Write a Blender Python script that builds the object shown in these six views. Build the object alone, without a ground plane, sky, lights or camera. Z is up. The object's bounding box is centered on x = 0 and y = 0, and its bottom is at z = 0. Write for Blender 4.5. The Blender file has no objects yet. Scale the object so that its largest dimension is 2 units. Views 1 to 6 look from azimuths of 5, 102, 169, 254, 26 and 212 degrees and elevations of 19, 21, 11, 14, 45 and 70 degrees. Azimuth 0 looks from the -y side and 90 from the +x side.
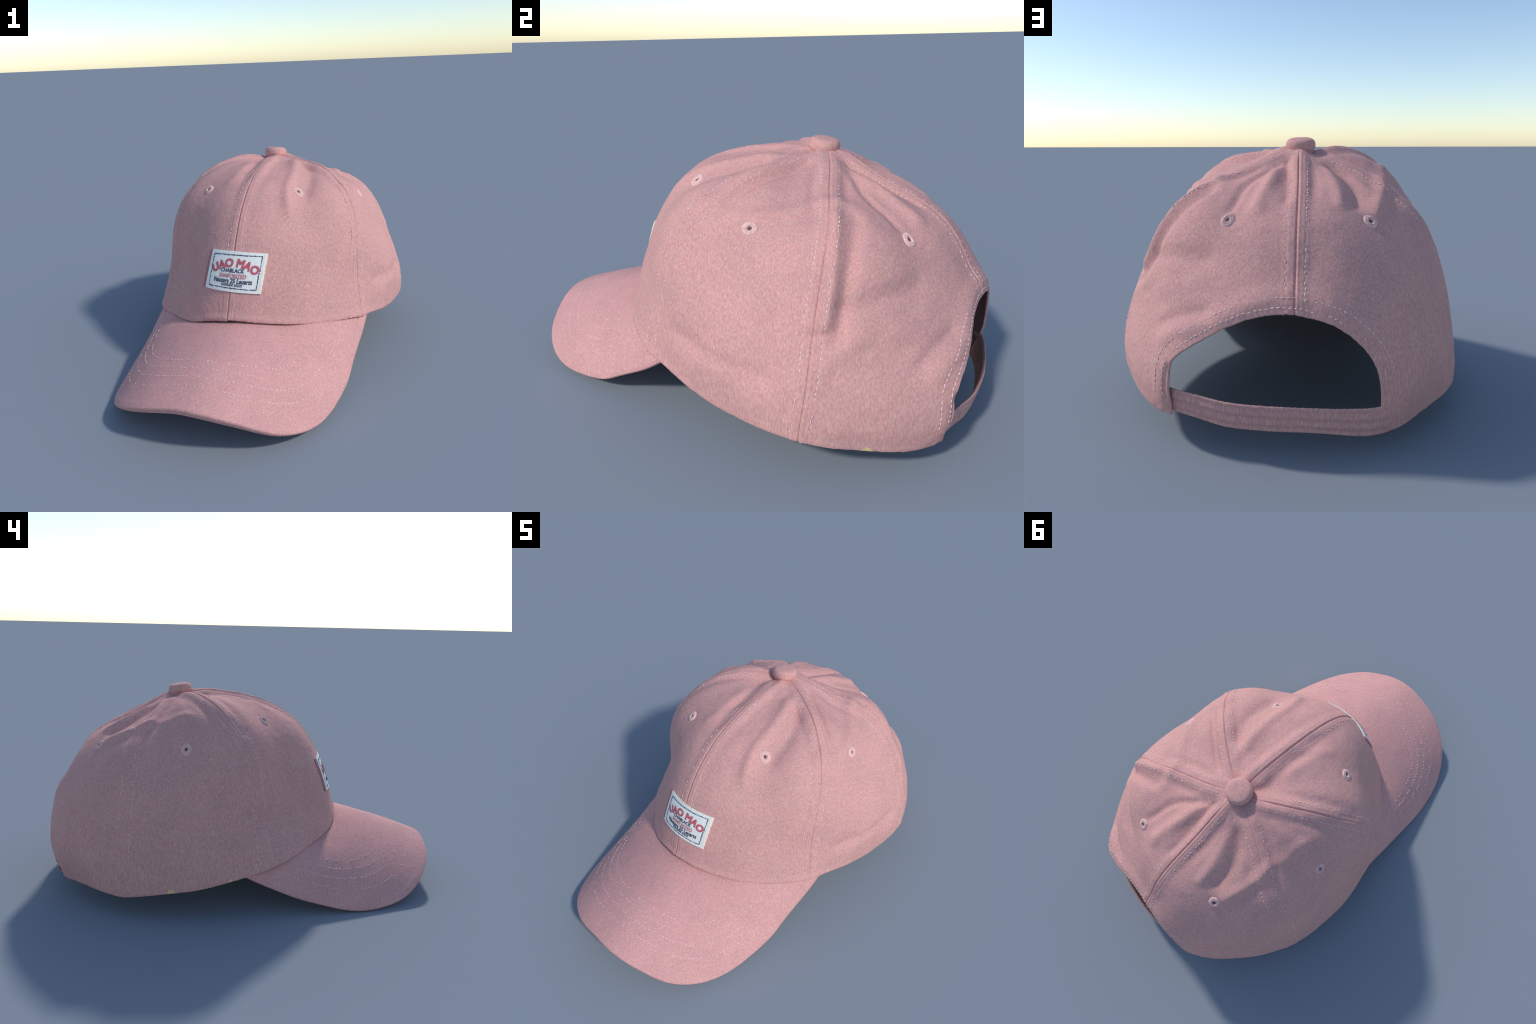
import math
import random

import bpy
import numpy as np
from mathutils import Vector, noise

random.seed(7)
TAU = math.tau

# ---------------------------------------------------------------- frame of the cap
# The cap sits turned on the ground: pole axis through the top button, FRONT is the
# direction of the brim, SIDE points to the wearer's left.
POLE = np.array([0.018, 0.316, 0.30])
FRONT = np.array([-0.26202, -0.96506])
SIDE = np.array([0.96506, -0.26202])


def cap_xy(f, l):
    f, l = np.asarray(f, float), np.asarray(l, float)
    return np.stack([POLE[0] + f * FRONT[0] + l * SIDE[0], POLE[1] + f * FRONT[1] + l * SIDE[1]], -1)


def spline(xs, ys):
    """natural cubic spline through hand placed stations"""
    x, y = np.array(xs, float), np.array(ys, float)
    n = len(x)
    h = np.diff(x)
    A = np.zeros((n, n))
    b = np.zeros(n)
    A[0, 0] = A[-1, -1] = 1
    for i in range(1, n - 1):
        A[i, i - 1], A[i, i], A[i, i + 1] = h[i - 1], 2 * (h[i - 1] + h[i]), h[i]
        b[i] = 6 * ((y[i + 1] - y[i]) / h[i] - (y[i] - y[i - 1]) / h[i - 1])
    m = np.linalg.solve(A, b)

    def f(q):
        q = np.clip(np.asarray(q, float), x[0], x[-1])
        i = np.clip(np.searchsorted(x, q, side="right") - 1, 0, n - 2)
        a, c = x[i + 1] - q, q - x[i]
        return (m[i] * a ** 3 + m[i + 1] * c ** 3) / (6 * h[i]) + (y[i] / h[i] - m[i] * h[i] / 6) * a + (y[i + 1] / h[i] - m[i + 1] * h[i] / 6) * c

    return f


def bs(u):
    return np.stack([(1 - u) ** 3, 3 * u ** 3 - 6 * u ** 2 + 4, -3 * u ** 3 + 3 * u ** 2 + 3 * u + 1, u ** 3], -1) / 6


# ---------------------------------------------------------------- crown: meridian profiles
# every 15 degrees round the cap (0 = front seam): control radii from the pole down
MERIDIANS = {
    0: (0.626, 0.662, 0.691, 0.733, 0.822, 0.824, 0.824, 0.861, 0.880, 0.917, 0.959),
    15: (0.639, 0.672, 0.705, 0.772, 0.805, 0.793, 0.791, 0.845, 0.879, 0.912, 0.945),
    30: (0.651, 0.678, 0.701, 0.710, 0.751, 0.752, 0.746, 0.806, 0.858, 0.888, 0.909),
    45: (0.663, 0.672, 0.683, 0.714, 0.799, 0.741, 0.689, 0.780, 0.812, 0.828, 0.846),
    60: (0.677, 0.664, 0.670, 0.730, 0.759, 0.718, 0.684, 0.683, 0.701, 0.739, 0.776),
    75: (0.696, 0.671, 0.667, 0.743, 0.687, 0.636, 0.683, 0.679, 0.669, 0.687, 0.712),
    90: (0.719, 0.696, 0.670, 0.638, 0.678, 0.643, 0.666, 0.690, 0.685, 0.679, 0.671),
    105: (0.743, 0.699, 0.643, 0.644, 0.686, 0.669, 0.660, 0.730, 0.720, 0.682, 0.649),
    120: (0.761, 0.698, 0.624, 0.639, 0.688, 0.669, 0.670, 0.728, 0.696, 0.672, 0.646),
    135: (0.773, 0.692, 0.624, 0.646, 0.690, 0.633, 0.648, 0.736, 0.742, 0.697, 0.646),
    150: (0.782, 0.690, 0.618, 0.607, 0.629, 0.592, 0.696, 0.790, 0.707, 0.672, 0.641),
    165: (0.788, 0.695, 0.609, 0.617, 0.651, 0.612, 0.653, 0.685, 0.669, 0.655, 0.639),
    180: (0.788, 0.709, 0.612, 0.613, 0.645, 0.621, 0.643, 0.676, 0.665, 0.650, 0.636),
    195: (0.777, 0.703, 0.610, 0.609, 0.646, 0.642, 0.663, 0.703, 0.670, 0.651, 0.634),
    210: (0.754, 0.685, 0.614, 0.625, 0.615, 0.637, 0.651, 0.696, 0.689, 0.663, 0.637),
    225: (0.723, 0.670, 0.624, 0.610, 0.616, 0.628, 0.627, 0.654, 0.657, 0.652, 0.640),
    240: (0.690, 0.661, 0.640, 0.608, 0.653, 0.608, 0.600, 0.640, 0.664, 0.652, 0.641),
    255: (0.657, 0.656, 0.660, 0.634, 0.653, 0.610, 0.595, 0.607, 0.676, 0.661, 0.655),
    270: (0.628, 0.653, 0.675, 0.651, 0.607, 0.600, 0.600, 0.610, 0.653, 0.675, 0.693),
    285: (0.604, 0.655, 0.713, 0.708, 0.645, 0.596, 0.589, 0.637, 0.674, 0.707, 0.745),
    300: (0.590, 0.642, 0.709, 0.706, 0.686, 0.669, 0.627, 0.650, 0.681, 0.746, 0.810),
    315: (0.588, 0.637, 0.705, 0.759, 0.759, 0.698, 0.600, 0.728, 0.793, 0.832, 0.875),
    330: (0.596, 0.640, 0.684, 0.736, 0.738, 0.652, 0.647, 0.756, 0.833, 0.887, 0.931),
    345: (0.610, 0.655, 0.699, 0.753, 0.774, 0.762, 0.782, 0.819, 0.865, 0.911, 0.957),
}
CROWN = np.array([MERIDIANS[k] for k in sorted(MERIDIANS)])
N_T, N_P = CROWN.shape[0], CROWN.shape[1] - 2
PHI_MAX = 126.0


def base_radius(th, ph):
    a = np.mod(th, 360) / 360 * N_T
    i = np.floor(a).astype(int)
    wa = bs(a - i)
    b = np.clip(ph / PHI_MAX * (N_P - 1), 0, N_P - 1 - 1e-6)
    j = np.floor(b).astype(int)
    wb = bs(b - j)
    r = np.zeros(np.shape(a))
    for k in range(4):
        for m in range(4):
            r = r + wa[..., k] * wb[..., m] * CROWN[(i - 1 + k) % N_T, j + m]
    return r


def polar(th, ph, r):
    t, p = np.radians(th), np.radians(ph)
    h = np.sin(p) * r
    return np.concatenate([cap_xy(np.cos(t) * h, np.sin(t) * h), (POLE[2] + np.cos(p) * r)[..., None]], -1)


# seams: azimuth as a function of the polar angle
SEAMS = [
    spline((0, 20, 45, 60, 77, 90, 120), (4, 2.5, 2.0, 1.6, 1.0, 0.3, 0)),
    spline((0, 20, 36, 50, 58, 67, 82, 95, 120), (70, 64, 60.2, 56.2, 53.9, 51.8, 50.2, 50, 50)),
    spline((0, 8, 22, 33, 51, 68, 86, 98, 120), (128, 123, 116, 114.5, 111.8, 109.2, 107.4, 105.8, 104)),
    spline((0, 20, 45, 73, 120), (178, 180.3, 180.6, 180.4, 180.4)),
    spline((0, 20, 30, 43, 50, 62, 76, 102, 120), (247, 248.5, 247.2, 246.8, 248.3, 250.6, 251, 251.3, 251.3)),
    spline((0, 17, 34, 46, 65, 75, 85, 95, 120), (291, 301, 306.3, 309.3, 312, 312, 311.2, 311.2, 311.2)),
]

# how strongly each seam is cut in: near the button, near the hem
SEAM_CUT = [(1.0, 0.8), (0.8, 0.5), (0.8, 0.75), (1.0, 1.0), (0.35, 0.2), (0.9, 0.15)]

# how far the stiff seam allowances stand up on the dome
SEAM_RIDGE = [0.003, 0.006, 0.008, 0.002, 0.003, 0.004]

# hem of the crown: polar angle round the cap, the rear opening left out
HEM = spline(
    (-8, 0, 12, 25, 36, 45, 51, 59, 65, 78, 90, 100, 106, 114, 123, 135, 145, 205, 212, 220, 233, 244, 252, 262, 281, 295, 302, 312, 322, 333, 346, 358, 368),
    (87.5, 86.1, 86.6, 88, 89.3, 90.4, 91.7, 93.4, 95, 97.2, 98, 98.6, 99.2, 100.8, 102.1, 103.8, 104.1, 109.9, 109.4, 108.1, 107.3, 107.8, 107.7, 106.3, 103.5, 100.6, 99, 96.2, 94.1, 92, 89.6, 86.7, 86.9),
)
# rear opening, seen from behind: near post, arch, far post (azimuth, polar angle)
NEAR_POST = [(145.4, 104.1), (146.1, 99.5), (146.4, 95.0), (146.6, 91.5)]
ARCH = [(147.4, 88.8), (149.5, 86.5), (154.2, 82.9), (160.9, 78.5), (166.5, 75.8), (171.8, 74.3), (176.3, 73.7), (180.4, 73.7)]
ARCH_FAR = [(180.4, 73.7), (186.9, 75.1), (191.6, 76.8), (196.2, 79.9), (199.5, 83.1), (201.9, 86.5), (203.2, 89.7), (203.9, 93.0), (204.3, 96.4)]
FAR_POST = [(204.6, 99.4), (204.9, 103.5), (205.4, 109.9)]

# eyelets: azimuth, polar angle
EYELETS = [(29.45, 40.6), (333.27, 40.7), (81.3, 44.3), (280.0, 44.4), (149.3, 46.2), (214.2, 45.7)]

# creases pressed into the cloth: [(azimuth, polar)...], height, width
FOLDS = [
    ([(156.0, 78.5), (168.0, 71.5), (180.0, 69.5), (190.0, 72.0), (198.0, 78.5)], 0.009, 0.040),
    ([(64.0, 78.0), (74.0, 80.0)], -0.007, 0.050),
    ([(49.0, 14.9), (37.0, 23.1), (29.4, 31.5), (24.1, 38.3), (22.4, 45.5), (22.5, 50.8)], 0.014, 0.030),
    ([(26.5, 14.5), (17.8, 25.9), (13.3, 35.4)], -0.009, 0.035),
    ([(55.6, 20.2), (45.0, 31.5), (37.6, 37.7), (32.6, 44.3)], -0.009, 0.030),
    ([(354.7, 12.4), (358.0, 25.2), (357.8, 36.6)], -0.005, 0.020),
    ([(346.3, 19.4), (348.0, 29.1), (347.3, 38.3)], 0.005, 0.030),
    ([(88.4, 14.7), (73.0, 27.4), (62.0, 36.1), (55.0, 40.2)], -0.006, 0.030),
    ([(86.8, 18.5), (78.5, 31.4), (72.7, 39.6)], -0.010, 0.060),
    ([(127.1, 32.3), (109.8, 31.1), (98.9, 34.6), (85.1, 39.3), (72.6, 43.2)], 0.009, 0.030),
    ([(117.5, 35.6), (115.1, 53.7), (113.6, 62.5), (112.0, 68.9)], 0.010, 0.022),
    ([(126.9, 36.5), (119.9, 53.7), (117.2, 65.5), (115.2, 73.0)], -0.012, 0.025),
    ([(106.8, 70.6), (113.6, 70.4)], -0.005, 0.018),
    ([(149.8, 12.8), (141.4, 25.8), (145.3, 36.3), (147.1, 42.7)], -0.009, 0.020),
    ([(158.5, 18.6), (158.7, 33.9), (161.3, 43.0)], 0.009, 0.030),
    ([(110.7, 79.8), (117.2, 74.2), (125.7, 70.1)], 0.006, 0.035),
    ([(136.8, 81.9), (145.1, 78.4), (155.1, 75.4)], -0.008, 0.025),
    ([(140.5, 85.3), (147.1, 81.2), (154.2, 79.4)], 0.007, 0.030),
    ([(145.8, 103.0), (146.1, 94.4), (147.4, 89.8)], -0.007, 0.012),
    ([(60.3, 80.2), (72.6, 82.1), (85.4, 82.7), (96.3, 83.6)], -0.007, 0.030),
    ([(67.6, 60.4), (72.8, 62.5), (79.3, 65.4)], -0.004, 0.030),
    ([(151.7, 15.2), (160.2, 30.6), (163.0, 42.8)], 0.007, 0.030),
    ([(129.0, 20.1), (136.0, 32.5), (139.1, 42.4)], -0.006, 0.045),
    ([(235.4, 23.8), (232.5, 35.0)], 0.006, 0.040),
    ([(114.5, 64.3), (133.9, 61.2), (148.5, 59.6)], -0.009, 0.035),
    ([(129.8, 72.7), (141.8, 69.2), (150.8, 65.8)], 0.006, 0.040),
    ([(141.0, 78.0), (153.1, 74.5)], -0.006, 0.030),
    ([(187.5, 55.3), (187.8, 61.6)], -0.005, 0.050),
    ([(255.1, 28.7), (239.8, 34.0), (225.2, 39.6), (218.8, 44.4)], 0.013, 0.028),
    ([(285.8, 29.8), (273.1, 29.3), (260.9, 31.0)], 0.008, 0.030),
    ([(308.9, 36.7), (311.6, 45.4)], -0.007, 0.025),
    ([(67.0, 40.6), (74.1, 24.0), (88.5, 11.8)], -0.010, 0.020),
    ([(332.5, 10.1), (351.2, 20.3), (348.7, 30.1)], -0.008, 0.030),
    ([(158.6, 9.5), (171.6, 21.6), (175.1, 37.6)], -0.009, 0.018),
    ([(226.1, 13.6), (227.0, 21.2), (219.8, 31.5), (211.2, 39.6)], -0.014, 0.030),
    ([(212.4, 15.7), (206.6, 29.7), (201.7, 39.6)], 0.008, 0.025),
    ([(279.7, 13.6), (283.5, 21.4), (287.4, 29.5)], -0.007, 0.030),
    ([(259.0, 13.2), (255.9, 23.1)], -0.006, 0.030),
]


def wrap(d):
    return (d + 180) % 360 - 180


def fold_samples():
    """each crease becomes a row of soft blobs along a smooth path on the crown"""
    out = []
    for path, height, width in FOLDS:
        a = np.array(path, float)
        k = np.arange(len(a))
        if len(a) > 2:
            st, sp = spline(k, a[:, 0]), spline(k, a[:, 1])
        else:
            st, sp = (lambda q, c=a[:, 0]: np.interp(q, [0, 1], c)), (lambda q, c=a[:, 1]: np.interp(q, [0, 1], c))
        q = np.linspace(0, len(a) - 1, 120)
        th, ph = st(q), sp(q)
        pts = polar(th, ph, base_radius(th, ph))
        step = np.linalg.norm(np.gradient(pts, axis=0), axis=-1)
        out.append((pts, 1.2 * height * step / (width * math.sqrt(math.pi)), width))
    return out


FOLD_DATA = fold_samples()


def relief(th, ph, fine=True):
    r = base_radius(th, ph)
    rho = r * np.sin(np.radians(ph))
    out = np.zeros_like(r)
    p = polar(th, ph, r)
    for pts, amp, width in FOLD_DATA:
        lo, hi = pts.min(0) - 4 * width, pts.max(0) + 4 * width
        near = np.all((p > lo) & (p < hi), -1)
        if not near.any():
            continue
        q = p[near]
        d2 = ((q[:, None, :] - pts[None]) ** 2).sum(-1)
        out[near] += (amp[None] * np.exp(-d2 / width ** 2)).sum(1)
    for e_th, e_ph in EYELETS:
        d = np.hypot(wrap(th - e_th) * np.radians(1) * rho, (ph - e_ph) * np.radians(1) * r)
        out -= 0.003 * np.exp(-(d / 0.035) ** 2)
    if fine:
        for k, seam in enumerate(SEAMS):
            d = wrap(th - seam(ph)) * np.radians(1) * rho
            a = np.abs(d)
            near_top = np.exp(-(ph / 42.0) ** 2)
            open_up = np.clip((ph - 4) / 8, 0, 1)
            t = np.clip((ph - 30) / 30, 0, 1)
            cut = (SEAM_CUT[k][0] * (1 - t) + SEAM_CUT[k][1] * t) * open_up
            band = 1 / (1 + np.exp((a - 0.037) / 0.004))
            out += band * (0.0022 + 0.006 * near_top) * open_up
            out += SEAM_RIDGE[k] * np.exp(-((d - (0.022 if k in (1, 2) else 0.0)) / 0.034) ** 2) * np.exp(-((ph - 32) / 18.0) ** 2)
            out -= 0.0052 * np.exp(-(d / 0.0034) ** 2) * cut
            out += 0.0015 * np.exp(-((d - 0.008) / 0.005) ** 2) * cut
            out -= 0.0014 * np.exp(-((a - 0.031) / 0.0045) ** 2) * open_up
            out -= 0.006 * np.exp(-((a - 0.058) / 0.02) ** 2) * np.exp(-((ph - 24) / 13.0) ** 2)
        # the hem is turned up: a soft roll that stands out over the brim
        tw = np.mod(th + 8, 360) - 8
        back_open = (tw > 143) & (tw < 205)
        up = (HEM(tw) - ph) * np.radians(1) * r
        front = np.clip((75 - np.abs(wrap(th))) / 25, 0, 1)
        out += np.where(back_open, 0, (0.002 + 0.004 * front) * np.exp(-((up - 0.006) / 0.016) ** 2))
    return r + out


def crown_point(th, ph, lift=0.0, fine=True):
    return polar(th, ph, relief(th, ph, fine) + lift)


def crown_normal(th, ph):
    th, ph = np.asarray(th, float), np.asarray(ph, float)
    e = 0.4
    a = crown_point(th + e, ph, fine=False) - crown_point(th - e, ph, fine=False)
    b = crown_point(th, ph + e, fine=False) - crown_point(th, ph - e, fine=False)
    n = np.cross(b, a)
    return n / np.linalg.norm(n, axis=-1, keepdims=True)


# ---------------------------------------------------------------- materials
def nodes_of(name):
    m = bpy.data.materials.new(name)
    m.use_nodes = True
    return m, m.node_tree.nodes, m.node_tree.links, m.node_tree.nodes["Principled BSDF"]


def mix(nt, fac, a, b, mode="MIX"):
    n = nt.nodes.new("ShaderNodeMix")
    n.data_type, n.blend_type = "RGBA", mode
    for sock, v in (("Factor", fac),):
        if hasattr(v, "links"):
            nt.links.new(v, n.inputs[0])
        else:
            n.inputs[0].default_value = v
    for i, v in ((6, a), (7, b)):
        if hasattr(v, "links"):
            nt.links.new(v, n.inputs[i])
        else:
            n.inputs[i].default_value = (*v, 1)
    return n.outputs[2]


def ramp(nt, value, lo, hi, a=0.0, b=1.0):
    n = nt.nodes.new("ShaderNodeMapRange")
    n.interpolation_type = "SMOOTHSTEP"
    for i, v in enumerate((value, lo, hi, a, b)):
        if hasattr(v, "links"):
            nt.links.new(v, n.inputs[i])
        else:
            n.inputs[i].default_value = v
    return n.outputs[0]


def noise_tex(nt, vec, scale, detail=3.0, rough=0.55):
    n = nt.nodes.new("ShaderNodeTexNoise")
    n.inputs["Scale"].default_value = scale
    n.inputs["Detail"].default_value = detail
    n.inputs["Roughness"].default_value = rough
    nt.links.new(vec, n.inputs["Vector"])
    return n.outputs["Fac"]


def math_node(nt, op, a, b=0.0):
    n = nt.nodes.new("ShaderNodeMath")
    n.operation = op
    for i, v in enumerate((a, b)):
        if hasattr(v, "links"):
            nt.links.new(v, n.inputs[i])
        else:
            n.inputs[i].default_value = v
    return n.outputs[0]


def ball_mask(nt, vec, centre, inner, outer, wobble=0.0, wobble_scale=60.0):
    n = nt.nodes.new("ShaderNodeVectorMath")
    n.operation = "DISTANCE"
    nt.links.new(vec, n.inputs[0])
    n.inputs[1].default_value = centre
    d = n.outputs["Value"]
    if wobble:
        w = math_node(nt, "MULTIPLY", math_node(nt, "SUBTRACT", noise_tex(nt, vec, wobble_scale), 0.5), wobble)
        d = math_node(nt, "ADD", d, w)
    return ramp(nt, d, inner, outer, 1.0, 0.0)


PINK = (0.668, 0.330, 0.282)
MAUVE = (0.490, 0.250, 0.235)
BLUSH = (0.850, 0.470, 0.395)


def cloth(name, pink=PINK, spots=(), patches=()):
    m, n, l, shader = nodes_of(name)
    nt = m.node_tree
    co = n.new("ShaderNodeTexCoord").outputs["Object"]
    broad = ramp(nt, noise_tex(nt, co, 7.0, 4), 0.35, 0.68)
    col = mix(nt, math_node(nt, "MULTIPLY", broad, 0.6), pink, tuple(0.4 * a + 0.6 * b for a, b in zip(pink, MAUVE)))
    mott = noise_tex(nt, co, 85.0, 4, 0.7)
    col = mix(nt, ramp(nt, mott, 0.50, 0.78, 0.0, 0.52), col, BLUSH)
    col = mix(nt, ramp(nt, mott, 0.50, 0.24, 0.0, 0.66), col, MAUVE)
    tint = noise_tex(nt, co, 55.0, 3, 0.6)
    col = mix(nt, ramp(nt, tint, 0.54, 0.68, 0.0, 0.45), col, (0.56, 0.375, 0.305))
    col = mix(nt, ramp(nt, tint, 0.46, 0.32, 0.0, 0.45), col, (0.70, 0.315, 0.345))
    # brushed twill grain
    mp = n.new("ShaderNodeMapping")
    l.new(co, mp.inputs["Vector"])
    mp.inputs["Rotation"].default_value = (0.5, 0.35, 0.9)
    mp.inputs["Scale"].default_value = (210, 210, 45)
    grain = noise_tex(nt, mp.outputs["Vector"], 1.0, 2, 0.6)
    col = mix(nt, ramp(nt, grain, 0.35, 0.68, 0.0, 1.0), mix(nt, 0.22, col, (0.36, 0.20, 0.24)), mix(nt, 0.20, col, (0.90, 0.62, 0.57)))
    # lint specks
    vor = n.new("ShaderNodeTexVoronoi")
    vor.inputs["Scale"].default_value = 15.0
    l.new(co, vor.inputs["Vector"])
    col = mix(nt, ramp(nt, vor.outputs["Distance"], 0.022, 0.034, 0.55, 0.0), col, (0.10, 0.05, 0.055))
    for centre, inner, outer, wobble, scale, colour, amount in patches:
        col = mix(nt, math_node(nt, "MULTIPLY", ball_mask(nt, co, centre, inner, outer, wobble, scale), amount), col, colour)
    for centre, size in spots:
        col = mix(nt, ball_mask(nt, co, centre, size, size + 0.003, 0.018, 120.0), col, (0.78, 0.56, 0.27))
    l.new(col, shader.inputs["Base Color"])
    shader.inputs["Roughness"].default_value = 0.92
    shader.inputs["Specular IOR Level"].default_value = 0.18
    shader.inputs["Sheen Weight"].default_value = 0.0
    bump = n.new("ShaderNodeBump")
    bump.inputs["Strength"].default_value = 0.35
    bump.inputs["Distance"].default_value = 0.004
    h = math_node(nt, "ADD", math_node(nt, "MULTIPLY", grain, 0.5), noise_tex(nt, co, 60.0, 4, 0.65))
    l.new(h, bump.inputs["Height"])
    l.new(bump.outputs["Normal"], shader.inputs["Normal"])
    return m


def plain(name, colour, rough=0.9, grain_scale=180.0, depth=0.12):
    m, n, l, shader = nodes_of(name)
    nt = m.node_tree
    co = n.new("ShaderNodeTexCoord").outputs["Object"]
    g = noise_tex(nt, co, grain_scale, 3, 0.65)
    lo = tuple(c * (1 - depth) for c in colour)
    hi = tuple(min(1, c * (1 + depth)) for c in colour)
    l.new(mix(nt, ramp(nt, g, 0.3, 0.7), lo, hi), shader.inputs["Base Color"])
    shader.inputs["Roughness"].default_value = rough
    shader.inputs["Specular IOR Level"].default_value = 0.15
    return m


SPOTS = [((0.688, 0.535, 0.146), 0.016), ((-0.585, 0.455, 0.138), 0.014), ((-0.628, 0.19, 0.178), 0.010)]
BROWNED = (0.500, 0.285, 0.265)
PATCHES = [((-0.30, 0.91, 0.13), 0.125, 0.140, 0.16, 7.0, BROWNED, 0.35)]
CLOTH = cloth("pink_twill", spots=SPOTS, patches=PATCHES)
BRIM_CLOTH = cloth("pink_twill_brim", pink=(0.682, 0.331, 0.299))
STRAP_CLOTH = cloth("pink_twill_strap", pink=(0.580, 0.303, 0.268))
LINING_CLOTH = plain("shade_darkened_lining", (0.30, 0.175, 0.165))  # pink darkened to brown: the shade inside the cap is baked into this colour
UNDER_CLOTH = cloth("pink_twill_underside")
THREAD = plain("pale_pink_thread", (0.82, 0.56, 0.51))
EYELET_THREAD = plain("pink_eyelet_thread", (0.78, 0.50, 0.46), depth=0.2)
HOLE = plain("dark_hole", (0.15, 0.09, 0.095))
LABEL_WHITE = plain("off_white_canvas", (0.82, 0.83, 0.77), depth=0.08)
LABEL_EDGE = plain("reddish_folded_edge", (0.46, 0.21, 0.20))
LABEL_CREAM = plain("cream_frayed_edge", (0.90, 0.84, 0.70), depth=0.1)
RED_INK = plain("red_ink", (0.58, 0.13, 0.16), depth=0.25)
PALE_RED_INK = plain("faded_red_ink", (0.66, 0.27, 0.28), depth=0.25)
NAVY_INK = plain("navy_ink", (0.10, 0.09, 0.15), depth=0.4)

# ---------------------------------------------------------------- object helpers
CAP = bpy.data.objects.new("baseball_cap", None)
bpy.context.scene.collection.objects.link(CAP)
CAP["label"] = "dusty pink cotton baseball cap with a white front label"
CAP["category"] = "baseball cap"


def add(name, verts, faces, mats, parent=CAP, smooth=True, face_mats=None):
    me = bpy.data.meshes.new(name)
    me.from_pydata(np.asarray(verts).tolist(), [], [tuple(int(i) for i in f) for f in faces])
    for m in mats if isinstance(mats, (list, tuple)) else [mats]:
        me.materials.append(m)
    if face_mats is not None:
        me.polygons.foreach_set("material_index", face_mats)
    if smooth:
        me.polygons.foreach_set("use_smooth", [True] * len(me.polygons))
    me.validate()
    me.update()
    ob = bpy.data.objects.new(name, me)
    bpy.context.scene.collection.objects.link(ob)
    ob.parent = parent
    return ob


def grid_faces(rows, cols, flip=False, close=False, offset=0):
    c = cols if close else cols - 1
    i, j = np.meshgrid(np.arange(rows - 1), np.arange(c), indexing="ij")
    j2 = (j + 1) % cols
    q = np.stack([i * cols + j, i * cols + j2, (i + 1) * cols + j2, (i + 1) * cols + j], -1).reshape(-1, 4) + offset
    return q[:, ::-1] if flip else q


def grid_normals(g):
    a = np.gradient(g, axis=0)
    b = np.gradient(g, axis=1)
    n = np.cross(a, b)
    return n / np.maximum(np.linalg.norm(n, axis=-1, keepdims=True), 1e-12)


# ---------------------------------------------------------------- crown panels
ROWS = 300
PHI_TOP = 2.5
CLOTH_THICK = 0.010


def path_at(points, k):
    a = np.array(points, float)
    seg = np.hypot(np.diff(a[:, 0]), np.diff(a[:, 1]))
    s = np.concatenate([[0], np.cumsum(seg)]) / seg.sum()
    return np.stack([np.interp(k, s, a[:, 0]), np.interp(k, s, a[:, 1])], -1)


def column_weights(i):
    """columns crowd towards the two seams and, at the back, along the posts of the opening"""
    t = np.linspace(0, 1, 4001)
    dens = 1 + 5 * np.exp(-(np.minimum(t, 1 - t) / 0.06) ** 2)
    n = 170
    for panel, lo, hi in ((2, 0.475, 0.555), (3, 0.36, 0.44)):
        if i == panel:
            dens += 14 / (1 + np.exp((np.abs(t - (lo + hi) / 2) - (hi - lo) / 2) / 0.006))
            n = 300
    c = np.concatenate([[0], np.cumsum((dens[1:] + dens[:-1]) / 2)])
    return np.interp(np.linspace(0, 1, n), c / c[-1], t)


def bottom_edge(i, w):
    """bottom border of panel i at column weights w -> (azimuth, polar)"""
    def hem_between(lo, hi, k):
        th = lo + (hi - lo) * k
        return np.stack([th, HEM(np.where(th > 366, th - 360, th))], -1)

    def seam_foot(s, add=0.0):
        ph = 95.0
        for _ in range(8):
            t = float(SEAMS[s](ph))
            ph = float(HEM(t))
        return t + add

    if i == 2:
        cuts = ((0.0, 0.475, None), (0.475, 0.555, NEAR_POST), (0.555, 1.0, [NEAR_POST[-1]] + ARCH))
        a = seam_foot(2)
        out = np.zeros((len(w), 2))
        for lo, hi, path in cuts:
            k = (w >= lo) & (w <= hi)
            f = (w[k] - lo) / (hi - lo)
            out[k] = hem_between(a, NEAR_POST[0][0], f) if path is None else path_at(path, f)
        return out
    if i == 3:
        b = seam_foot(4)
        cuts = ((0.0, 0.36, ARCH_FAR), (0.36, 0.44, [ARCH_FAR[-1]] + FAR_POST), (0.44, 1.0, None))
        out = np.zeros((len(w), 2))
        for lo, hi, path in cuts:
            k = (w >= lo) & (w <= hi)
            f = (w[k] - lo) / (hi - lo)
            out[k] = hem_between(FAR_POST[-1][0], b, f) if path is None else path_at(path, f)
        return out
    a = seam_foot(i)
    b = seam_foot((i + 1) % 6, 360.0 if i == 5 else 0.0)
    return hem_between(a, b, w)


def wrinkle(p):
    out = np.empty(len(p))
    for k, v in enumerate(p):
        w = Vector(v)
        out[k] = 0.0022 * noise.noise(w * 9.0) + 0.0010 * noise.noise(w * 28.0) + 0.0005 * noise.noise(w * 70.0)
    return out


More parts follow.
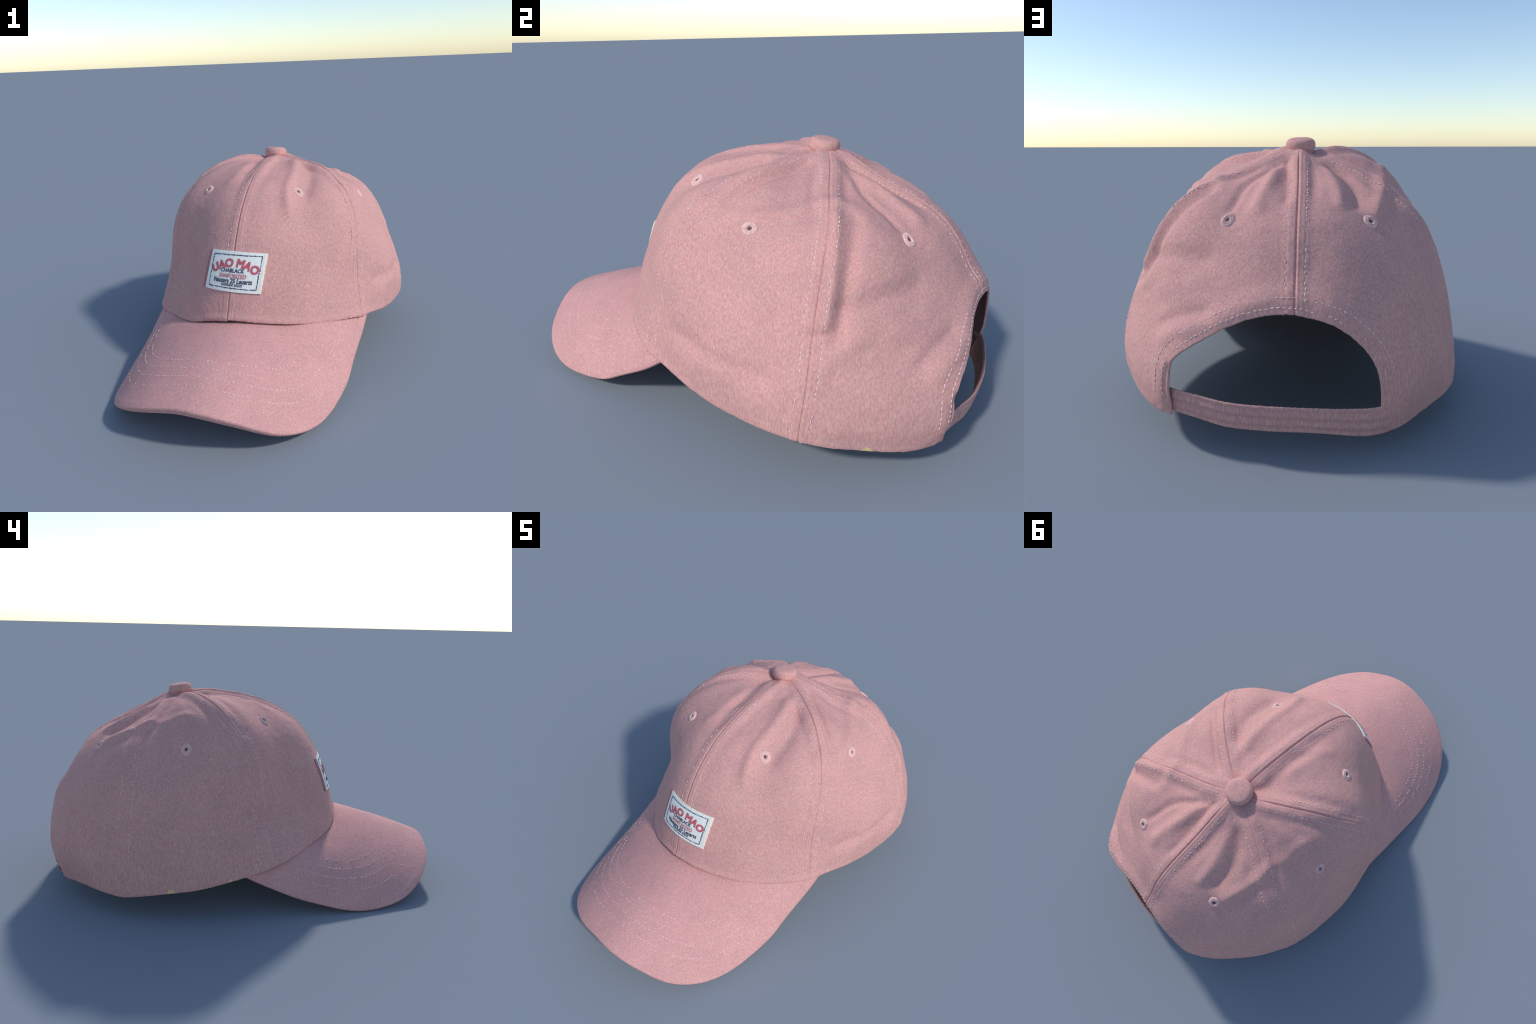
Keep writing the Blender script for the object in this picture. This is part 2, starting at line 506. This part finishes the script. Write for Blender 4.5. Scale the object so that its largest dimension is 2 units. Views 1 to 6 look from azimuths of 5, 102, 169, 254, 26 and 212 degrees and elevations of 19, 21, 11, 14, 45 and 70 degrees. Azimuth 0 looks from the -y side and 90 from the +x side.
panels, posts = [], {}
for i in range(6):
    w = column_weights(i)
    foot = bottom_edge(i, w)
    foot[1:-1, 1] += [0.16 * noise.noise(Vector((p[0] * 0.9, 3.0, 0))) + 0.20 * noise.noise(Vector((p[0] * 3.1, 9.0, p[1] * 1.5))) for p in foot[1:-1]]
    s = np.linspace(0, 1, ROWS)
    ph = PHI_TOP + s[:, None] * (foot[None, :, 1] - PHI_TOP)

    def seam_blend(phi):
        a = SEAMS[i](phi)
        b = SEAMS[(i + 1) % 6](phi) + (360.0 if i == 5 else 0.0)
        return a + (b - a) * w[None, :]

    th = seam_blend(ph)
    off = foot[None, :, 0] - seam_blend(np.broadcast_to(foot[None, :, 1], ph.shape))
    edge_w = np.minimum(1, np.minimum(w, 1 - w) * 40)[None, :]
    th = th + off * (s[:, None] ** 1.5) * edge_w
    if i in (2, 3):
        # the slanted columns beside the opening take their normals from the smooth crown
        lo, hi = (0.44, 0.62) if i == 2 else (0.30, 0.50)
        cols = np.where((w > lo) & (w < hi))[0]
        nn = crown_normal(th[:, cols].ravel(), ph[:, cols].ravel())
        fade = np.clip(np.minimum(w[cols] - lo, hi - w[cols]) / 0.03, 0, 1)
        posts[i] = (cols, nn.reshape(ROWS, len(cols), 3), fade)
    g = crown_point(th.ravel(), ph.ravel())
    g = g + wrinkle(g)[:, None] * (g - POLE) / np.linalg.norm(g - POLE, axis=-1, keepdims=True)
    panels.append(g.reshape(ROWS, len(w), 3))

# weld the shared seam columns, then give both sides one normal there
for i in range(6):
    j = (i + 1) % 6
    m = 0.5 * (panels[i][:, -1] + panels[j][:, 0])
    panels[i][:, -1] = panels[j][:, 0] = m
normals = [grid_normals(g) for g in panels]
for i in range(6):
    j = (i + 1) % 6
    m = normals[i][:, -1] + normals[j][:, 0]
    m /= np.linalg.norm(m, axis=-1, keepdims=True)
    normals[i][:, -1] = normals[j][:, 0] = m

# make every normal point away from the inside
out = 1.0 if (normals[0][100, 50] @ (panels[0][100, 50] - POLE)) > 0 else -1.0
normals = [n * out for n in normals]
for i, (cols, nn, fade) in posts.items():
    nn = nn * np.sign((nn * (panels[i][:, cols] - POLE)).sum(-1, keepdims=True))
    f = fade[None, :, None]
    m = normals[i][:, cols] * (1 - f) + nn * f
    normals[i][:, cols] = m / np.linalg.norm(m, axis=-1, keepdims=True)
FLIP = True
ROLL = 5
hem_rims = []
for i in range(6):
    g, n = panels[i], normals[i]
    edge, nrm = g[-1], n[-1]
    along = np.gradient(edge, axis=0)
    along /= np.linalg.norm(along, axis=-1, keepdims=True)
    along[0] = along[1]
    along[-1] = along[-2]
    down = np.cross(nrm, along)
    down /= np.linalg.norm(down, axis=-1, keepdims=True)
    ref = g[-1] - g[-6]
    down *= np.sign((down * ref).sum(-1).mean())
    rows, rn = [], []
    for k in range(1, ROLL + 1):
        a = math.pi * k / ROLL
        rows.append(edge - nrm * CLOTH_THICK / 2 * (1 - math.cos(a)) + down * CLOTH_THICK / 2 * math.sin(a))
        rn.append(nrm * math.cos(a) + down * math.sin(a))
    full = np.concatenate([g, np.array(rows)])
    fulln = np.concatenate([n, np.array(rn)])
    ob = add("crown_panel", full.reshape(-1, 3), grid_faces(len(full), full.shape[1], flip=FLIP), CLOTH)
    ob.data.normals_split_custom_set_from_vertices(fulln.reshape(-1, 3).tolist())
    hem_rims.append(rows[-1])

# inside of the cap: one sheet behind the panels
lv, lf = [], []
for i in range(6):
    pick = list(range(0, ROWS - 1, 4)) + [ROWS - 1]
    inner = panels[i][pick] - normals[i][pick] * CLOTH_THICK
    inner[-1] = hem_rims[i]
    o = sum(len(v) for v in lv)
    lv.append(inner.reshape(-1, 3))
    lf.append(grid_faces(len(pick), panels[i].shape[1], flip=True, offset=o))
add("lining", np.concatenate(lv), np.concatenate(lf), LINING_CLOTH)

# ---------------------------------------------------------------- brim
# control heights: rows run forward (0.3 .. 1.4 m from the pole), columns from right to left side
BRIM_SECTIONS = np.array([
    (-0.275, 0.223, 0.551, 0.508, 0.461, 0.576, 0.801, 0.915, 0.415, -0.376),
    (-0.365, 0.078, 0.436, 0.417, 0.408, 0.502, 0.618, 0.704, 0.198, -0.478),
    (-0.449, -0.069, 0.298, 0.334, 0.364, 0.435, 0.445, 0.460, -0.020, -0.569),
    (-0.518, -0.166, 0.195, 0.287, 0.343, 0.381, 0.329, 0.265, -0.142, -0.630),
    (-0.571, -0.215, 0.106, 0.241, 0.317, 0.330, 0.269, 0.153, -0.197, -0.667),
    (-0.614, -0.276, 0.018, 0.173, 0.249, 0.274, 0.196, 0.029, -0.285, -0.694),
    (-0.653, -0.332, -0.053, 0.101, 0.173, 0.189, 0.090, -0.070, -0.368, -0.717),
    (-0.689, -0.388, -0.128, 0.028, 0.092, 0.091, -0.019, -0.176, -0.448, -0.740),
])


def brim_height(f, l):
    nf, nl = BRIM_SECTIONS.shape
    a = np.clip((f - 0.3) / 1.1, 0, 0.99999) * (nf - 3)
    b = np.clip((l + 0.65) / 1.3, 0, 0.99999) * (nl - 3)
    i, j = np.floor(a).astype(int), np.floor(b).astype(int)
    wa, wb = bs(a - i), bs(b - j)
    z = np.zeros(np.shape(a))
    for k in range(4):
        for m in range(4):
            z = z + wa[..., k] * wb[..., m] * BRIM_SECTIONS[i + k, j + m]
    return z


# outline of the brim in plan: forward, sideways
OUTLINE = [(0.33, -0.562), (0.407, -0.558), (0.505, -0.551), (0.598, -0.546), (0.705, -0.538), (0.808, -0.531), (0.925, -0.515), (1.031, -0.484), (1.135, -0.433), (1.214, -0.362), (1.276, -0.263), (1.309, -0.162), (1.320, -0.044), (1.323, 0.064), (1.305, 0.177), (1.274, 0.264), (1.232, 0.345), (1.171, 0.409), (1.091, 0.461), (1.007, 0.496), (0.913, 0.520), (0.829, 0.535), (0.740, 0.547), (0.659, 0.552), (0.575, 0.560), (0.501, 0.569), (0.42, 0.577), (0.35, 0.585)]
_o = np.array(OUTLINE)
_s = np.concatenate([[0], np.cumsum(np.hypot(*np.diff(_o, axis=0).T))])
_s /= _s[-1]
out_f, out_l = spline(_s, _o[:, 0]), spline(_s, _o[:, 1])
HEM_FROM, HEM_TO = -58.5, 59.0


def brim_plan(u, v):
    """u across from one junction to the other, v from the crown (0) to the edge (1)"""
    th = HEM_FROM + (HEM_TO - HEM_FROM) * u
    h = HEM(np.where(th < -8, th + 360, th))
    r = (base_radius(th, h) - 0.016) * np.sin(np.radians(h))
    f0, l0 = r * np.cos(np.radians(th)), r * np.sin(np.radians(th))
    return f0 + (out_f(u) - f0) * v, l0 + (out_l(u) - l0) * v


def brim_point(f, l):
    return np.concatenate([cap_xy(f, l), brim_height(f, l)[..., None]], -1)


def brim_normal(f, l, e=0.004):
    a = brim_point(f + e, l) - brim_point(f - e, l)
    b = brim_point(f, l + e) - brim_point(f, l - e)
    n = np.cross(b, a)
    n *= np.sign(n[..., 2:3])
    return n / np.linalg.norm(n, axis=-1, keepdims=True)


BU, BV, BRIM_T = 260, 120, 0.025
u, v = np.meshgrid(np.linspace(0, 1, BU), np.linspace(0, 1, BV), indexing="xy")
bf, bl = brim_plan(u, v)
top = brim_point(bf, bl)
bn = brim_normal(bf, bl)
puff = np.array([0.0016 * noise.noise(Vector(p) * 8.0) + 0.0006 * noise.noise(Vector(p) * 40.0) for p in top.reshape(-1, 3)]).reshape(BV, BU)
top = top + bn * puff[..., None]
top = top + bn * (0.0015 * np.exp(-((v - 0.975) / 0.02) ** 2))[..., None]
top[..., 2] -= 0.009 * (1 - v) ** 12
edge, en = top[-1], bn[-1]
along = np.gradient(edge, axis=0)
along /= np.linalg.norm(along, axis=-1, keepdims=True)
outw = np.cross(along, en)
outw /= np.linalg.norm(outw, axis=-1, keepdims=True)
outw *= np.sign((outw * (top[-1] - top[-8])).sum(-1, keepdims=True))
LIP_DROP = 0.003 + 0.015 * np.exp(-((np.linspace(0, 1, BU) - 0.55) / 0.12) ** 2)
arc = []
# two cloth edges meet in a groove round the lip, the lower one piped
for k in range(1, 18):
    a = math.pi * k / 18
    face = math.sin(a) ** 0.6 * (1 - 0.38 * math.exp(-((a - 1.55) / 0.16) ** 2))
    low = 0.002 if a > 1.55 else 0.0
    drop = LIP_DROP[:, None] * (1 - math.cos(a)) / 2
    arc.append(edge - en * (BRIM_T / 2 * (1 - math.cos(a)) + drop) + (BRIM_T / 2 * face - low) * outw)
under = (top - bn * (BRIM_T + LIP_DROP)[None, :, None])[::-1]
full = np.concatenate([top, np.array(arc), under])
full[..., 2] = np.maximum(full[..., 2], 0.001)  # it rests on the ground
ff = grid_faces(len(full), BU)
fm = np.zeros(len(ff), int)
fm[(BV + 17) * (BU - 1):] = 1
brim = add("brim", full.reshape(-1, 3), ff, [BRIM_CLOTH, UNDER_CLOTH], face_mats=fm)

# ---------------------------------------------------------------- adjustable strap across the opening
STRAP_R = spline((140, 145, 150, 154, 160, 165, 169, 175, 180, 184, 190, 196, 203, 208), (0.735, 0.722, 0.71, 0.702, 0.697, 0.690, 0.684, 0.678, 0.673, 0.671, 0.672, 0.678, 0.687, 0.686))
STRAP_TOP = spline((140, 150, 158, 165, 175, 184, 193, 201, 208), (96.2, 97.3, 98.0, 98.6, 99.0, 99.5, 99.9, 100.0, 99.8))
STRAP_LOW = spline((140, 150, 157, 164, 171, 180, 190, 198, 208), (103.4, 104.8, 106.0, 106.8, 107.2, 107.7, 108.6, 109.5, 109.8))
SU, SV = 160, 34
sth = np.linspace(141.0, 208.0, SU)
front, back = [], []
for k in range(SV):
    t = k / (SV - 1)
    ph = STRAP_TOP(sth) + (STRAP_LOW(sth) - STRAP_TOP(sth)) * t
    ph = ph + np.array([0.22 * noise.noise(Vector((x * 1.6, 20.0 * round(t), 0))) for x in sth]) * abs(2 * t - 1) ** 3
    r = STRAP_R(sth) - 0.002 * t + 0.0018 * math.cos(TAU * 3 * t) * np.clip((sth - 142) / 6, 0, 1)
    edge_in = 0.004 * (1 - min(1, min(t, 1 - t) * 12)) ** 2
    front.append(polar(sth, ph, r - edge_in))
    back.append(polar(sth, ph, r - 0.010 + edge_in))
full = np.concatenate([np.array(front), np.array(back)[::-1]])
full = full + np.array([0.0012 * noise.noise(Vector(p) * 40.0) for p in full.reshape(-1, 3)]).reshape(full.shape[0], SU, 1)
sf = np.concatenate([grid_faces(len(full), SU), np.array([[(len(full) - 1) * SU + k, (len(full) - 1) * SU + k + 1, k + 1, k] for k in range(SU - 1)])])
add("back_strap", full.reshape(-1, 3), sf, STRAP_CLOTH)

# ---------------------------------------------------------------- top button
prof = [(0.0, 0.0315), (0.016, 0.0313), (0.032, 0.0303), (0.045, 0.0275), (0.0530, 0.0220), (0.0575, 0.0140), (0.0590, 0.0040), (0.0580, -0.0070), (0.0540, -0.0160), (0.0500, -0.0240), (0.0480, -0.0340), (0.0480, -0.0480)]
ps = np.linspace(0, 1, len(prof))
pr, pz = spline(ps, [p[0] for p in prof]), spline(ps, [p[1] for p in prof])
BT, BP = 72, 44
t = np.linspace(0, 1, BP)
a = np.arange(BT) * TAU / BT
rr = np.clip(pr(t), 0.0004, 1)[:, None] * np.ones(BT)
zz = pz(t)[:, None] * np.ones(BT)
axis = Vector((*(-0.16 * FRONT), 1.0)).normalized()
q = Vector((0, 0, 1)).rotation_difference(axis).to_matrix()
bp = np.stack([rr * np.cos(a), rr * np.sin(a), zz], -1).reshape(-1, 3)
bp = bp + np.array([0.0016 * noise.noise(Vector(p) * 30.0) for p in bp])[:, None] * np.array([0.4, 0.4, 1])
bp = bp @ np.array(q).T + np.array([0.018, 0.316, 0.984])
add("top_button", bp, grid_faces(BP, BT, close=True, flip=True), CLOTH)


# ---------------------------------------------------------------- eyelets
def frame_at(th, ph):
    p = crown_point(np.array([th]), np.array([ph]), fine=False)[0]
    n = crown_normal(np.array([th]), np.array([ph]))[0]
    if n @ (p - POLE) < 0:
        n = -n
    x = np.cross([0, 0, 1.0], n)
    x /= np.linalg.norm(x)
    return p, x, np.cross(n, x), n


for k, (th, ph) in enumerate(EYELETS):
    p, x, y, n = frame_at(th, ph)
    rng = random.Random(40 + k)
    ER, EC = 17, 96
    pts = []
    sx, sy = 1.0 + rng.uniform(-0.12, 0.12), 1.0 + rng.uniform(-0.12, 0.12)
    for r_i in range(ER):
        t = r_i / (ER - 1)
        for c_i in range(EC):
            b = TAU * c_i / EC
            wob = 1 + 0.10 * noise.noise(Vector((math.cos(b) * 1.3 + k * 5, math.sin(b) * 1.3, 2.0)))
            rib = 0.0012 * math.cos(26 * b + 2 * noise.noise(Vector((b, k, 0))))
            rad = 0.0065 + 0.0225 * t * wob
            hgt = -0.003 + (0.012 + rib) * math.sin(math.pi * min(1, t * 0.92 + 0.08)) ** 0.6 - 0.0022 * math.exp(-((t - 0.55) / 0.10) ** 2)
            pts.append(p + x * rad * sx * math.cos(b) + y * rad * sy * math.sin(b) + n * hgt)
    eye = add("eyelet", pts, grid_faces(ER, EC, close=True, flip=True), EYELET_THREAD)
    ring = [p + n * 0.0035] + [p + n * 0.0035 + (x * math.cos(TAU * c / 24) * sx + y * math.sin(TAU * c / 24) * sy) * 0.0085 for c in range(24)]
    add("eyelet_hole", ring, [(0, 1 + c, 1 + (c + 1) % 24) for c in range(24)], HOLE, parent=eye)

# ---------------------------------------------------------------- stitching
_ca = np.arange(6) * TAU / 6
STITCH = np.array([(lx, ry * math.cos(b), ry * math.sin(b)) for lx, ry in ((-1, 0.25), (-0.7, 0.85), (0, 1), (0.7, 0.85), (1, 0.25)) for b in _ca])
STITCH_F = np.concatenate([grid_faces(5, 6, close=True)])


def stitches(name, items):
    vs, fs = [], []
    for k, (p, d, n, length, rad) in enumerate(items):
        d = d / np.linalg.norm(d)
        n = n - d * (n @ d)
        n /= np.linalg.norm(n)
        s = np.cross(n, d)
        vs.append(p + STITCH[:, :1] * d * length / 2 + STITCH[:, 1:2] * s * rad + STITCH[:, 2:3] * n * rad * 0.8)
        fs.append(STITCH_F + k * len(STITCH))
    ob = add(name, np.concatenate(vs), np.concatenate(fs), THREAD)
    ob["kind"] = "stuff"
    return ob


def run_along(path, normal_at, spacing, length, rad, seed, keep=0.8, depth=0.0003):
    rng = random.Random(seed)
    path = np.asarray(path)
    seg = np.linalg.norm(np.diff(path, axis=0), axis=1)
    s = np.concatenate([[0], np.cumsum(seg)])
    at = np.arange(spacing, s[-1] - spacing, spacing)
    out = []
    for q in at:
        patchy = 0.5 + 0.5 * noise.noise(Vector((q * 9.0, seed * 3.1, 0)))
        if rng.random() > keep * (0.3 + 1.2 * patchy):
            continue
        i = min(np.searchsorted(s, q) - 1, len(seg) - 1)
        f = (q - s[i]) / seg[i]
        p = path[i] * (1 - f) + path[i + 1] * f
        n = normal_at(i)
        side = np.cross(n, path[i + 1] - path[i])
        side /= np.linalg.norm(side)
        out.append((p + n * depth + side * rng.gauss(0, 0.0009), path[i + 1] - path[i] + side * rng.gauss(0, 0.15) * seg[i], n, length * rng.uniform(0.7, 1.15), rad * rng.uniform(0.75, 1.15)))
    return out


def crown_run(th, ph, seed, **kw):
    path = crown_point(th, ph)
    nn = crown_normal(th, ph)
    nn *= np.sign((nn * (path - POLE)).sum(-1, keepdims=True))
    return run_along(path, lambda i: nn[i], 0.0185, 0.0125, 0.0025, seed, **kw)


items = []
for k, seam in enumerate(SEAMS):
    foot_ph = 72.5 if k == 3 else float(HEM(float(seam(95)))) - 0.8
    ph = np.linspace(9, foot_ph, 220)
    for side in (-1, 1):
        th0 = seam(ph)
        r = base_radius(th0, ph)
        th = th0 + side * np.degrees(0.031 / (r * np.sin(np.radians(ph))))
        # very close to the button the two rows run together: start them further down
        ok = ph > 12
        items += crown_run(th[ok], ph[ok], 10 + 2 * k + (side > 0), keep=0.3 if k == 0 else 0.8)
stitches("seam_stitching", items)

items = []
arch = np.array(NEAR_POST[1:] + ARCH + ARCH_FAR[1:-1])
kk = np.linspace(0, 1, 200)
ap = path_at(arch, kk)
for row, (dist, keep) in enumerate(((0.017, 0.95), (0.050, 0.85))):
    t = np.gradient(ap, axis=0)
    t[:, 0] *= np.sin(np.radians(ap[:, 1]))
    t /= np.linalg.norm(t, axis=-1, keepdims=True)
    nd = np.stack([t[:, 1], -t[:, 0]], -1)  # towards the crown
    nd = np.where((ap[:, :1] < 150) & (nd[:, :1] > 0), -nd, nd)
    amt = np.degrees(dist / 0.68)
    th = ap[:, 0] + nd[:, 0] * amt / np.sin(np.radians(ap[:, 1]))
    ph = ap[:, 1] + nd[:, 1] * amt
    items += crown_run(th, ph, 60 + row, keep=keep)
stitches("opening_stitching", items)

items = []
for row, (sf_, sl_) in enumerate(((0.895, 0.925), (0.845, 0.87), (0.80, 0.815), (0.757, 0.765))):
    k = np.linspace(0.02, 0.98, 400)
    f, l = 0.35 + (out_f(k) - 0.35) * sf_, out_l(k) * sl_
    th = np.degrees(np.arctan2(l, f))
    h = HEM(np.where(th < -8, th + 360, th))
    clear = np.hypot(f, l) > base_radius(th, h) + 0.035
    f, l = f[clear], l[clear]
    path, nn = brim_point(f, l), brim_normal(f, l)
    items += run_along(path, lambda i: nn[i], 0.0185, 0.0125, 0.0024, 80 + row, keep=0.8)
stitches("brim_stitching", items)

# ---------------------------------------------------------------- front label
L_TL, L_TR, L_BL, L_BR = (352.42, 64.0), (373.67, 64.6), (351.28, 76.9), (371.26, 77.55)


def label_point(u, v, lift):
    """u 0..1 left to right, v 0..1 bottom to top"""
    u, v = np.asarray(u, float), np.asarray(v, float)
    c = [np.array(k) for k in (L_TL, L_TR, L_BL, L_BR)]
    tp = ((1 - u)[..., None] * c[0] + u[..., None] * c[1]) * v[..., None] + ((1 - u)[..., None] * c[2] + u[..., None] * c[3]) * (1 - v)[..., None]
    return polar(tp[..., 0], tp[..., 1], relief(tp[..., 0], tp[..., 1], fine=False) + lift)


def patch(name, u0, u1, v0, v1, lift, mat, parent, nu=48, nv=32, fray=0.0):
    us, vs = np.meshgrid(np.linspace(u0, u1, nu), np.linspace(v0, v1, nv))
    if fray:
        us = us + np.where(np.isclose(us, u1), fray * np.array([[noise.noise(Vector((j * 2.3, 1.7, 0)))] for j in range(nv)]), 0)
        vs = vs + np.where(np.isclose(vs, v0) | np.isclose(vs, v1), fray * np.array([[noise.noise(Vector((5.1, j * 1.9, 0))) for j in range(nu)]]), 0)
    face = label_point(us, vs, lift)
    ring_idx = [(0, j) for j in range(nu)] + [(i, nu - 1) for i in range(1, nv)] + [(nv - 1, j) for j in range(nu - 2, -1, -1)] + [(i, 0) for i in range(nv - 2, 0, -1)]
    low = np.array([label_point(us[i, j], vs[i, j], 0.0) for i, j in ring_idx])
    verts = np.concatenate([face.reshape(-1, 3), low])
    faces = [tuple(f) for f in grid_faces(nv, nu)]
    n0 = nu * nv
    m = len(ring_idx)
    for k in range(m):
        a, b = ring_idx[k], ring_idx[(k + 1) % m]
        faces.append((a[0] * nu + a[1], n0 + k, n0 + (k + 1) % m, b[0] * nu + b[1]))
    ob = add(name, verts, faces, mat, parent=parent)
    ob.data.set_sharp_from_angle(angle=math.radians(40))
    return ob


label = patch("front_label", 0.012, 1.0, 0.0, 1.0, 0.0065, LABEL_WHITE, CAP, fray=0.006)
patch("label_fold", -0.05, 0.03, 0.0, 0.99, 0.0050, LABEL_EDGE, label, nu=8)
patch("label_fold", 0.958, 1.004, 0.0, 1.0, 0.0078, LABEL_CREAM, label, nu=8, fray=0.012)


LABEL_W, LABEL_H = 0.268, 0.170


def lettering(name, text, u, v, height, width, mat, arc=0.0, lift=0.0078, bold=0.0, spacing=1.0, heavy=0.0):
    """text of the built-in font laid on the label; width and height in label units"""
    cu = bpy.data.curves.new(name, "FONT")
    cu.body = text
    cu.align_x, cu.align_y = "CENTER", "BOTTOM"
    cu.space_character = spacing
    cu.resolution_u = 3
    cu.offset = bold
    tmp = bpy.data.objects.new(name, cu)
    bpy.context.scene.collection.objects.link(tmp)
    bpy.context.view_layer.update()
    me = tmp.to_mesh()
    co = np.array([x.co[:] for x in me.vertices])
    faces = [tuple(p.vertices) for p in me.polygons]
    tmp.to_mesh_clear()
    bpy.data.objects.remove(tmp)
    bpy.data.curves.remove(cu)
    lo, hi = co.min(0), co.max(0)
    x = (co[:, 0] - (lo[0] + hi[0]) / 2) / (hi[0] - lo[0]) * width
    y = (co[:, 1] - lo[1]) / (hi[1] - lo[1]) * height
    if arc:
        # bend round an arc in metres: letters at the ends sink and lean outwards
        X, Y = x * LABEL_W, y * LABEL_H
        ang = X / arc
        x = (arc + Y) * np.sin(ang) / LABEL_W
        y = ((arc + Y) * np.cos(ang) - arc) / LABEL_H
    prints = [(0.0, 0.0)] if not heavy else [(a * heavy, b * heavy * 1.5) for a in (-1, 0, 1) for b in (-1, 0, 1)]
    p = np.concatenate([label_point(u + x + a, v + y + b, lift + 0.00006 * k) for k, (a, b) in enumerate(prints)])
    faces = [tuple(i + k * len(x) for i in f) for k in range(len(prints)) for f in faces]
    ob = add(name, p, faces, mat, parent=label, smooth=False)
    if not heavy:
        mod = ob.modifiers.new("depth", "SOLIDIFY")
        mod.thickness = 0.0008
        mod.offset = -1
    return ob


lettering("lettering", "UAO MAO", 0.50, 0.615, 0.20, 0.76, RED_INK, arc=0.165, heavy=0.008)
lettering("lettering", "CHABLACK", 0.47, 0.475, 0.095, 0.40, NAVY_INK, heavy=0.0025)
lettering("lettering", "SANFORIZED", 0.49, 0.34, 0.10, 0.46, PALE_RED_INK, heavy=0.003)
lettering("lettering", "Nauters 25 Leuarts", 0.50, 0.215, 0.115, 0.66, NAVY_INK, heavy=0.003)
lettering("lettering", "comnane enace", 0.50, 0.135, 0.065, 0.36, NAVY_INK, bold=0.008)

# stitched frame of dashes
vs, fs = [], []


def dash(u0, v0, u1, v1, t):
    d = np.array([u1 - u0, (v1 - v0) * 0.64])
    d /= np.linalg.norm(d)
    nrm = np.array([-d[1], d[0] / 0.64]) * t
    for s0 in np.linspace(0, 1, 4):
        c = np.array([u0 + (u1 - u0) * s0, v0 + (v1 - v0) * s0])
        for sg in (-1, 1):
            q = c + sg * nrm
            vs.append(label_point(q[0], q[1], 0.0077))
    o = len(vs) - 8
    for k in range(3):
        fs.append((o + 2 * k, o + 2 * k + 2, o + 2 * k + 3, o + 2 * k + 1))


rng = random.Random(5)
corners = [(0.085, 0.095), (0.915, 0.085), (0.925, 0.915), (0.08, 0.90)]
for k in range(4):
    (a0, b0), (a1, b1) = corners[k], corners[(k + 1) % 4]
    n_d = 22 if k % 2 == 0 else 13
    for j in range(n_d):
        s0, s1 = j / n_d, (j + rng.uniform(0.8, 1.0)) / n_d
        jit = rng.gauss(0, 0.003)
        dash(a0 + (a1 - a0) * s0 + jit, b0 + (b1 - b0) * s0 + jit, a0 + (a1 - a0) * s1 + jit, b0 + (b1 - b0) * s1 + jit, rng.uniform(0.005, 0.0095))
fr = add("label_border", np.array(vs), fs, NAVY_INK, parent=label, smooth=False)
fr["kind"] = "stuff"
